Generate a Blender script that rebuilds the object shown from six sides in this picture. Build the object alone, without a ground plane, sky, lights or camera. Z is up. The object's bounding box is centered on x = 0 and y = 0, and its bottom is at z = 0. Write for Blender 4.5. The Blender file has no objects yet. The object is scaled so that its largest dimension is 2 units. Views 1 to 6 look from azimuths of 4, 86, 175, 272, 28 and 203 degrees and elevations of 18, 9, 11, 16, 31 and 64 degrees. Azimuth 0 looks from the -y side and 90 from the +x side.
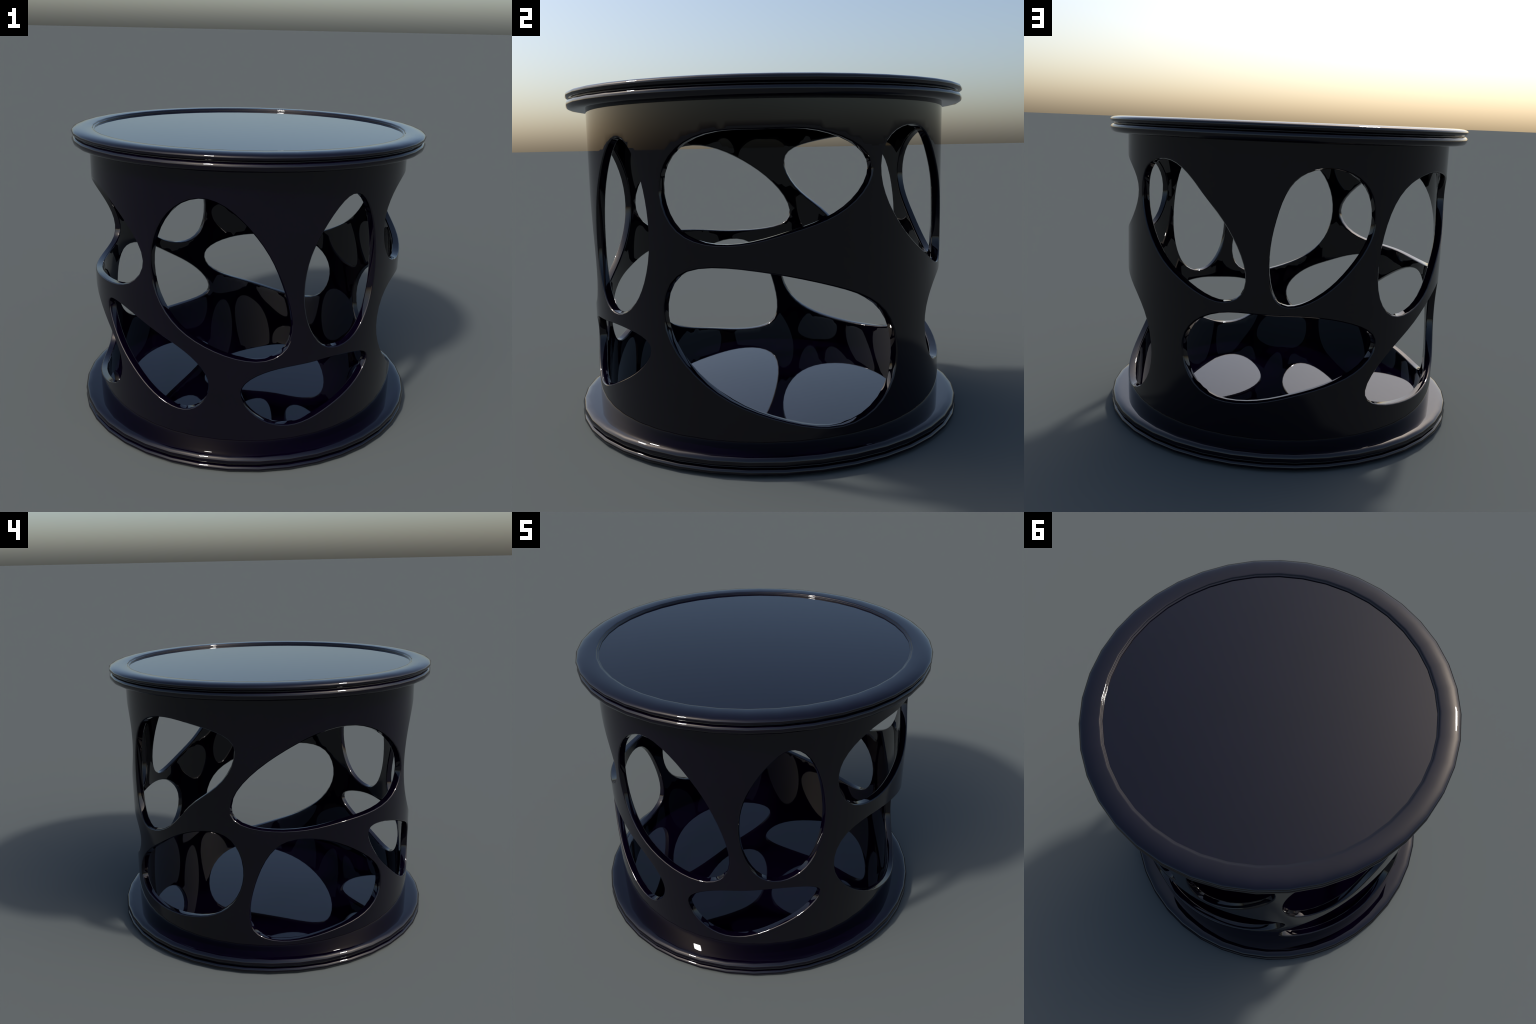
"""Round lacquered side table: an openwork drum between two moulded round plates."""
import bpy
import math
from mathutils import Vector
from mathutils.geometry import delaunay_2d_cdt

TAU = 2.0 * math.pi

# ------------------------------------------------------------------ sizes
PLATE_SEGMENTS = 40        # the turned plates are 40-sided, smooth shaded
DRUM_OUTER = 0.9045
DRUM_INNER = 0.862
DRUM_BOTTOM = 0.060
DRUM_TOP = 1.575
TABLE_TOP_Z = 1.5568       # underside of the table top
EDGE_ROUND = 0.0070        # rounding of the edges of the openings
LIP_OVERHANG = 0.0025      # the rounded lip starts this far outside the cage curve
OPENING_POINTS = 48        # outline points of one opening
MESH_STEP = 0.038          # spacing of the drum's surface mesh


# ------------------------------------------------------------------ material
def black_lacquer():
    mat = bpy.data.materials.new("black_lacquer")
    mat.use_nodes = True
    nt = mat.node_tree
    nodes, links = nt.nodes, nt.links
    bsdf = nodes["Principled BSDF"]
    coord = nodes.new("ShaderNodeTexCoord")
    noise = nodes.new("ShaderNodeTexNoise")
    noise.inputs["Scale"].default_value = 3.0
    noise.inputs["Detail"].default_value = 3.0
    ramp = nodes.new("ShaderNodeValToRGB")
    ramp.color_ramp.elements[0].position = 0.35
    ramp.color_ramp.elements[0].color = (0.0009, 0.0002, 0.0030, 1)
    ramp.color_ramp.elements[1].position = 0.65
    ramp.color_ramp.elements[1].color = (0.0013, 0.0003, 0.0040, 1)
    links.new(coord.outputs["Object"], noise.inputs["Vector"])
    links.new(noise.outputs["Fac"], ramp.inputs["Fac"])
    links.new(ramp.outputs["Color"], bsdf.inputs["Base Color"])
    bsdf.inputs["Roughness"].default_value = 0.02
    bsdf.inputs["IOR"].default_value = 1.5
    return mat


# ------------------------------------------------------------------ helpers
def new_object(name, mesh, parent, material):
    obj = bpy.data.objects.new(name, mesh)
    bpy.context.scene.collection.objects.link(obj)
    obj.parent = parent
    mesh.materials.append(material)
    return obj


def lathe(name, profile, segments, sharp_angle=None, closed=True):
    """Turn a profile of (radius, height) about the z axis."""
    verts, rings = [], []
    for r, z in profile:
        if r < 1e-6:
            rings.append([len(verts)])
            verts.append((0.0, 0.0, z))
        else:
            rings.append(list(range(len(verts), len(verts) + segments)))
            verts += [(r * math.sin(TAU * k / segments), -r * math.cos(TAU * k / segments), z)
                      for k in range(segments)]
    faces = []
    pairs = list(zip(rings, rings[1:]))
    if closed:
        pairs.append((rings[-1], rings[0]))
    for a, b in pairs:
        for k in range(segments):
            j = (k + 1) % segments
            if len(a) == 1 and len(b) == 1:
                continue
            if len(a) == 1:
                faces.append((a[0], b[j], b[k]))
            elif len(b) == 1:
                faces.append((a[k], a[j], b[0]))
            else:
                faces.append((a[k], a[j], b[j], b[k]))
    mesh = bpy.data.meshes.new(name)
    mesh.from_pydata(verts, [], faces)
    mesh.update()
    mesh.polygons.foreach_set("use_smooth", [True] * len(mesh.polygons))
    if sharp_angle is not None:
        mesh.set_sharp_from_angle(angle=math.radians(sharp_angle))
    return mesh


# ------------------------------------------------------------------ plates
# Moulded edge shared by both plates, as (radius, depth below the outer face):
# stepped wall of the recess, flattened dome, bead, groove, bead, flat inner face.
MOULDED_EDGE = [
    (0.875, 0.060), (0.875, 0.0168), (0.8751, 0.0128), (0.8757, 0.0112), (0.8772, 0.0102), (0.8795, 0.0098),
    (0.8830, 0.0094), (0.8843, 0.0085), (0.8848, 0.0070), (0.8852, 0.0050), (0.8862, 0.0037), (0.8885, 0.0028),
    (0.8950, 0.0020), (0.915, 0.0008), (0.938, 0.0000), (0.958, 0.0010), (0.974, 0.0032),
    (0.987, 0.0065), (0.996, 0.0110), (1.000, 0.0175), (0.999, 0.0250), (0.995, 0.0315), (0.989, 0.0355),
    (0.9800, 0.0370), (0.9785, 0.0380), (0.9785, 0.0420), (0.9800, 0.0430),
    (0.988, 0.0445), (0.994, 0.0490), (0.998, 0.0560), (0.999, 0.0640), (0.997, 0.0720),
    (0.992, 0.0810), (0.982, 0.0875), (0.960, 0.0905), (0.940, 0.0912), (0.875, 0.0912),
]
PLATE_THICKNESS = 0.0912
RECESS = 0.0168
PANEL_RADIUS = 0.8765


def build_plate(parts, z, face_up, parent, material):
    """A moulded plate; its recessed face looks up (table top) or down (base)."""
    plate_name, panel_name = parts
    turn = (lambda d: PLATE_THICKNESS - d) if face_up else (lambda d: d)
    profile = [(r, turn(d)) for r, d in MOULDED_EDGE]
    panel = [(0.0, turn(RECESS)), (PANEL_RADIUS, turn(RECESS)),
             (PANEL_RADIUS, turn(PLATE_THICKNESS)), (0.0, turn(PLATE_THICKNESS))]
    if face_up:
        profile.reverse()
        panel.reverse()
    edge = new_object(plate_name, lathe(plate_name, profile, PLATE_SEGMENTS, 60), parent, material)
    edge.location.z = z
    new_object(panel_name, lathe(panel_name, panel, PLATE_SEGMENTS, 30, closed=False), edge, material)


# ------------------------------------------------------------------ drum
# Rounded openings of the drum. Each is a control cage of (angle in degrees
# round the drum from the front, height), smoothed to a closed cubic B-spline.
OPENINGS = {
    "upper_tall_front": [(329.8, 1.037), (336.8, 0.783), (350.5, 0.642), (372.5, 0.543), (382.6, 0.706),
                         (375.0, 1.058), (367.9, 1.248), (352.8, 1.476), (335.9, 1.330)],
    "upper_egg": [(22.8, 1.053), (22.4, 0.817), (30.1, 0.585), (46.0, 0.633), (52.5, 0.870),
                  (52.8, 1.071), (49.4, 1.326), (39.6, 1.490), (26.7, 1.229)],
    "lower_leaning": [(313.0, 0.557), (322.0, 0.440), (332.1, 0.317), (346.7, 0.238), (356.2, 0.449),
                      (345.2, 0.624), (333.2, 0.690), (321.9, 0.767), (304.1, 0.803)],
    "lower_boat": [(-0.9, 0.430), (9.7, 0.222), (22.8, 0.197), (33.8, 0.273), (47.2, 0.368),
                   (55.6, 0.535), (35.6, 0.577), (25.9, 0.555), (11.9, 0.549)],
    "upper_wide": [(53.8, 1.286), (59.3, 0.981), (78.0, 0.948), (92.4, 1.014), (109.6, 1.084),
                   (122.0, 1.315), (100.4, 1.455), (86.2, 1.432), (68.9, 1.450)],
    "lower_wide": [(53.1, 0.583), (71.3, 0.308), (88.4, 0.211), (110.1, 0.114), (129.1, 0.311),
                   (124.8, 0.679), (102.4, 0.799), (86.3, 0.862), (59.3, 0.904)],
    "upper_leaf": [(118.1, 1.192), (128.9, 0.976), (138.6, 0.880), (156.6, 0.744), (166.4, 0.879),
                   (157.7, 1.166), (148.8, 1.296), (138.0, 1.484), (120.0, 1.431)],
    "upper_tall_back": [(171.1, 1.192), (169.0, 1.010), (171.5, 0.743), (186.5, 0.825), (195.9, 0.969),
                        (204.2, 1.141), (202.2, 1.368), (189.2, 1.474), (175.4, 1.418)],
    "lower_bean": [(137.8, 0.585), (146.2, 0.282), (166.5, 0.288), (179.8, 0.354), (201.9, 0.439),
                   (210.3, 0.653), (185.2, 0.759), (172.0, 0.740), (152.7, 0.768)],
    "upper_triangle": [(205.7, 1.139), (203.8, 0.852), (211.6, 0.664), (231.9, 0.763), (239.6, 0.953),
                       (254.5, 1.075), (262.3, 1.346), (242.8, 1.410), (227.9, 1.443), (212.1, 1.367)],
    "lower_triangle": [(224.3, 0.655), (208.4, 0.516), (197.8, 0.272), (221.9, 0.224), (236.4, 0.231),
                       (253.9, 0.301), (262.9, 0.540), (256.8, 0.843), (237.0, 0.783)],
    "upper_oval": [(258.5, 1.105), (251.4, 0.834), (283.8, 0.812), (296.2, 0.853), (322.6, 0.860),
                   (333.9, 1.077), (313.8, 1.345), (295.3, 1.415), (277.7, 1.318)],
    "lower_round": [(263.4, 0.513), (259.6, 0.182), (277.0, 0.138), (292.8, 0.186), (314.1, 0.236),
                    (318.9, 0.470), (302.4, 0.667), (287.4, 0.783), (271.3, 0.783)],
}


def opening_outline(cage, count):
    """Closed uniform cubic B-spline through (arc length, height), resampled evenly."""
    pts = [Vector((math.radians(a) * DRUM_OUTER, z)) for a, z in cage]
    n = len(pts)
    dense = []
    for k in range(n * 60):
        i, u = divmod(k / 60.0, 1.0)
        i = int(i)
        w = ((1 - u) ** 3 / 6, (3 * u ** 3 - 6 * u * u + 4) / 6,
             (-3 * u ** 3 + 3 * u * u + 3 * u + 1) / 6, u ** 3 / 6)
        dense.append(sum((pts[(i + j - 1) % n] * w[j] for j in range(4)), Vector((0, 0))))
    # spacing follows the bends a little: tight turns get more points
    m = len(dense)
    cost = [0.0]
    for k in range(m):
        a, b, c = dense[k - 1], dense[k], dense[(k + 1) % m]
        turn = abs((b - a).angle_signed(c - b))
        cost.append(cost[-1] + (c - b).length + 0.06 * turn)
    out, k = [], 0
    for q in range(count):
        target = cost[-1] * q / count
        while cost[k + 1] < target:
            k += 1
        f = (target - cost[k]) / (cost[k + 1] - cost[k])
        out.append(dense[k].lerp(dense[(k + 1) % m], f))
    area = sum(out[i - 1].x * out[i].y - out[i].x * out[i - 1].y for i in range(count))
    out = out if area > 0 else out[::-1]
    return [p - d * LIP_OVERHANG for p, d in zip(out, inward(out))]


def inward(loop):
    """Unit directions from each outline point into the opening."""
    n = len(loop)
    dirs = []
    for i in range(n):
        t = (loop[(i + 1) % n] - loop[i - 1]).normalized()
        dirs.append(Vector((-t.y, t.x)))
    return dirs


def point_in_loop(p, loop):
    inside, n = False, len(loop)
    for i in range(n):
        a, b = loop[i - 1], loop[i]
        if (a.y > p.y) != (b.y > p.y) and p.x < (b.x - a.x) * (p.y - a.y) / (b.y - a.y) + a.x:
            inside = not inside
    return inside


def build_drum(name):
    around = TAU * DRUM_OUTER

    def flat(s, z):          # conformal map of the drum wall to a flat ring: no seam
        rho = math.exp((z - 0.8) / DRUM_OUTER)
        return Vector((rho * math.cos(s / DRUM_OUTER), rho * math.sin(s / DRUM_OUTER)))

    loops = [opening_outline(c, OPENING_POINTS) for c in OPENINGS.values()]
    flat_loops = [[flat(p.x, p.y) for p in lp] for lp in loops]

    pts, edges = [], []      # pts: (arc, height)

    def add_chain(chain):
        base = len(pts)
        pts.extend(chain)
        edges.extend((base + i, base + (i + 1) % len(chain)) for i in range(len(chain)))

    for lp in loops:
        add_chain(lp)
    loop_count = len(pts)
    columns = 160
    for z in (DRUM_BOTTOM, DRUM_TOP):
        add_chain([Vector((around * k / columns, z)) for k in range(columns)])
    # field of points between the openings
    rows = int((DRUM_TOP - DRUM_BOTTOM) / (MESH_STEP * 0.87))
    for r in range(1, rows):
        z = DRUM_BOTTOM + (DRUM_TOP - DRUM_BOTTOM) * r / rows
        for k in range(columns):
            p = Vector((around * (k + 0.5 * (r % 2)) / columns, z))
            q = flat(p.x, p.y)
            ok = True
            for lp, fl in zip(loops, flat_loops):
                if point_in_loop(q, fl):
                    ok = False
                    break
                for e in lp:
                    dx = (p.x - e.x + around / 2) % around - around / 2
                    if dx * dx + (p.y - e.y) ** 2 < 0.016 ** 2:
                        ok = False
                        break
                if not ok:
                    break
            if ok:
                pts.append(p)

    res = delaunay_2d_cdt([flat(p.x, p.y) for p in pts], edges, [], 0, 1e-7)
    flat_pts, tris, origin = res[0], res[2], res[3]
    assert len(flat_pts) == len(pts)
    order = [o[0] for o in origin]
    low = math.exp((DRUM_BOTTOM - 0.8) / DRUM_OUTER)
    skin = []
    for t in tris:
        c = sum((flat_pts[i] for i in t), Vector((0, 0))) / 3
        if c.length < low or any(point_in_loop(c, fl) for fl in flat_loops):
            continue
        skin.append([order[i] for i in t])

    verts, normals, faces = [], [], []

    def put(s, z, r, direction, lean):
        """Vertex at arc s, height z, radius r; normal leans from the radial
        (lean 0) into the opening (lean 90) and to the drum's inside (180)."""
        th = s / DRUM_OUTER
        radial = Vector((math.sin(th), -math.cos(th), 0))
        along = Vector((math.cos(th), math.sin(th), 0))
        nrm = radial * math.cos(math.radians(lean))
        if direction is not None:
            nrm += (along * direction.x + Vector((0, 0, 1)) * direction.y) * math.sin(math.radians(lean))
        verts.append(radial * r + Vector((0, 0, z)))
        normals.append(nrm.normalized())
        return len(verts) - 1

    all_dirs = [d for lp in loops for d in inward(lp)]
    outer, inner = [], []
    for i, p in enumerate(pts):
        d = all_dirs[i] if i < loop_count else None
        outer.append(put(p.x, p.y, DRUM_OUTER, d, 1.2 if d else 0))
    for i, p in enumerate(pts):
        d = all_dirs[i] if i < loop_count else None
        inner.append(put(p.x, p.y, DRUM_INNER, d, 177 if d else 180))
    for a, b, c in skin:
        faces.append((outer[a], outer[b], outer[c]))
        faces.append((inner[c], inner[b], inner[a]))

    # rounded lips and walls of the openings
    b = EDGE_ROUND
    k = b * (1 - math.sqrt(0.5))
    steps = [(k, DRUM_OUTER - k, 45), (b, DRUM_OUTER - b, 86), (b, DRUM_INNER + b, 94), (k, DRUM_INNER + k, 135)]
    start = 0
    for lp in loops:
        n = len(lp)
        dirs = inward(lp)
        rings = [[outer[start + i] for i in range(n)]]
        for off, r, lean in steps:
            rings.append([put(p.x + d.x * off, p.y + d.y * off, r, d, lean) for p, d in zip(lp, dirs)])
        rings.append([inner[start + i] for i in range(n)])
        for ra, rb in zip(rings, rings[1:]):
            for i in range(n):
                j = (i + 1) % n
                faces.append((ra[j], ra[i], rb[i], rb[j]))
        start += n
    # end rings (hidden inside the plates)
    for first, flip in ((loop_count, False), (loop_count + columns, True)):
        for i in range(columns):
            j = (i + 1) % columns
            f = (outer[first + i], inner[first + i], inner[first + j], outer[first + j])
            faces.append(f if not flip else f[::-1])

    mesh = bpy.data.meshes.new(name)
    mesh.from_pydata([tuple(v) for v in verts], [], faces)
    mesh.update()
    # make faces agree with the intended normals
    for poly in mesh.polygons:
        want = sum((normals[i] for i in poly.vertices), Vector())
        if poly.normal.dot(want) < 0:
            poly.flip()
    mesh.update()
    mesh.polygons.foreach_set("use_smooth", [True] * len(mesh.polygons))
    mesh.normals_split_custom_set_from_vertices([tuple(n) for n in normals])
    return mesh


# ------------------------------------------------------------------ assembly
def main():
    lacquer = black_lacquer()
    table = bpy.data.objects.new("round_side_table", None)
    bpy.context.scene.collection.objects.link(table)
    table["label"] = "glossy black round drum side table with organic openwork wall"
    table["category"] = "side table"

    build_plate(("base_plate", "floor_panel"), 0.0, False, table, lacquer)
    new_object("openwork_drum", build_drum("openwork_drum"), table, lacquer)
    build_plate(("table_top", "top_panel"), TABLE_TOP_Z, True, table, lacquer)


main()
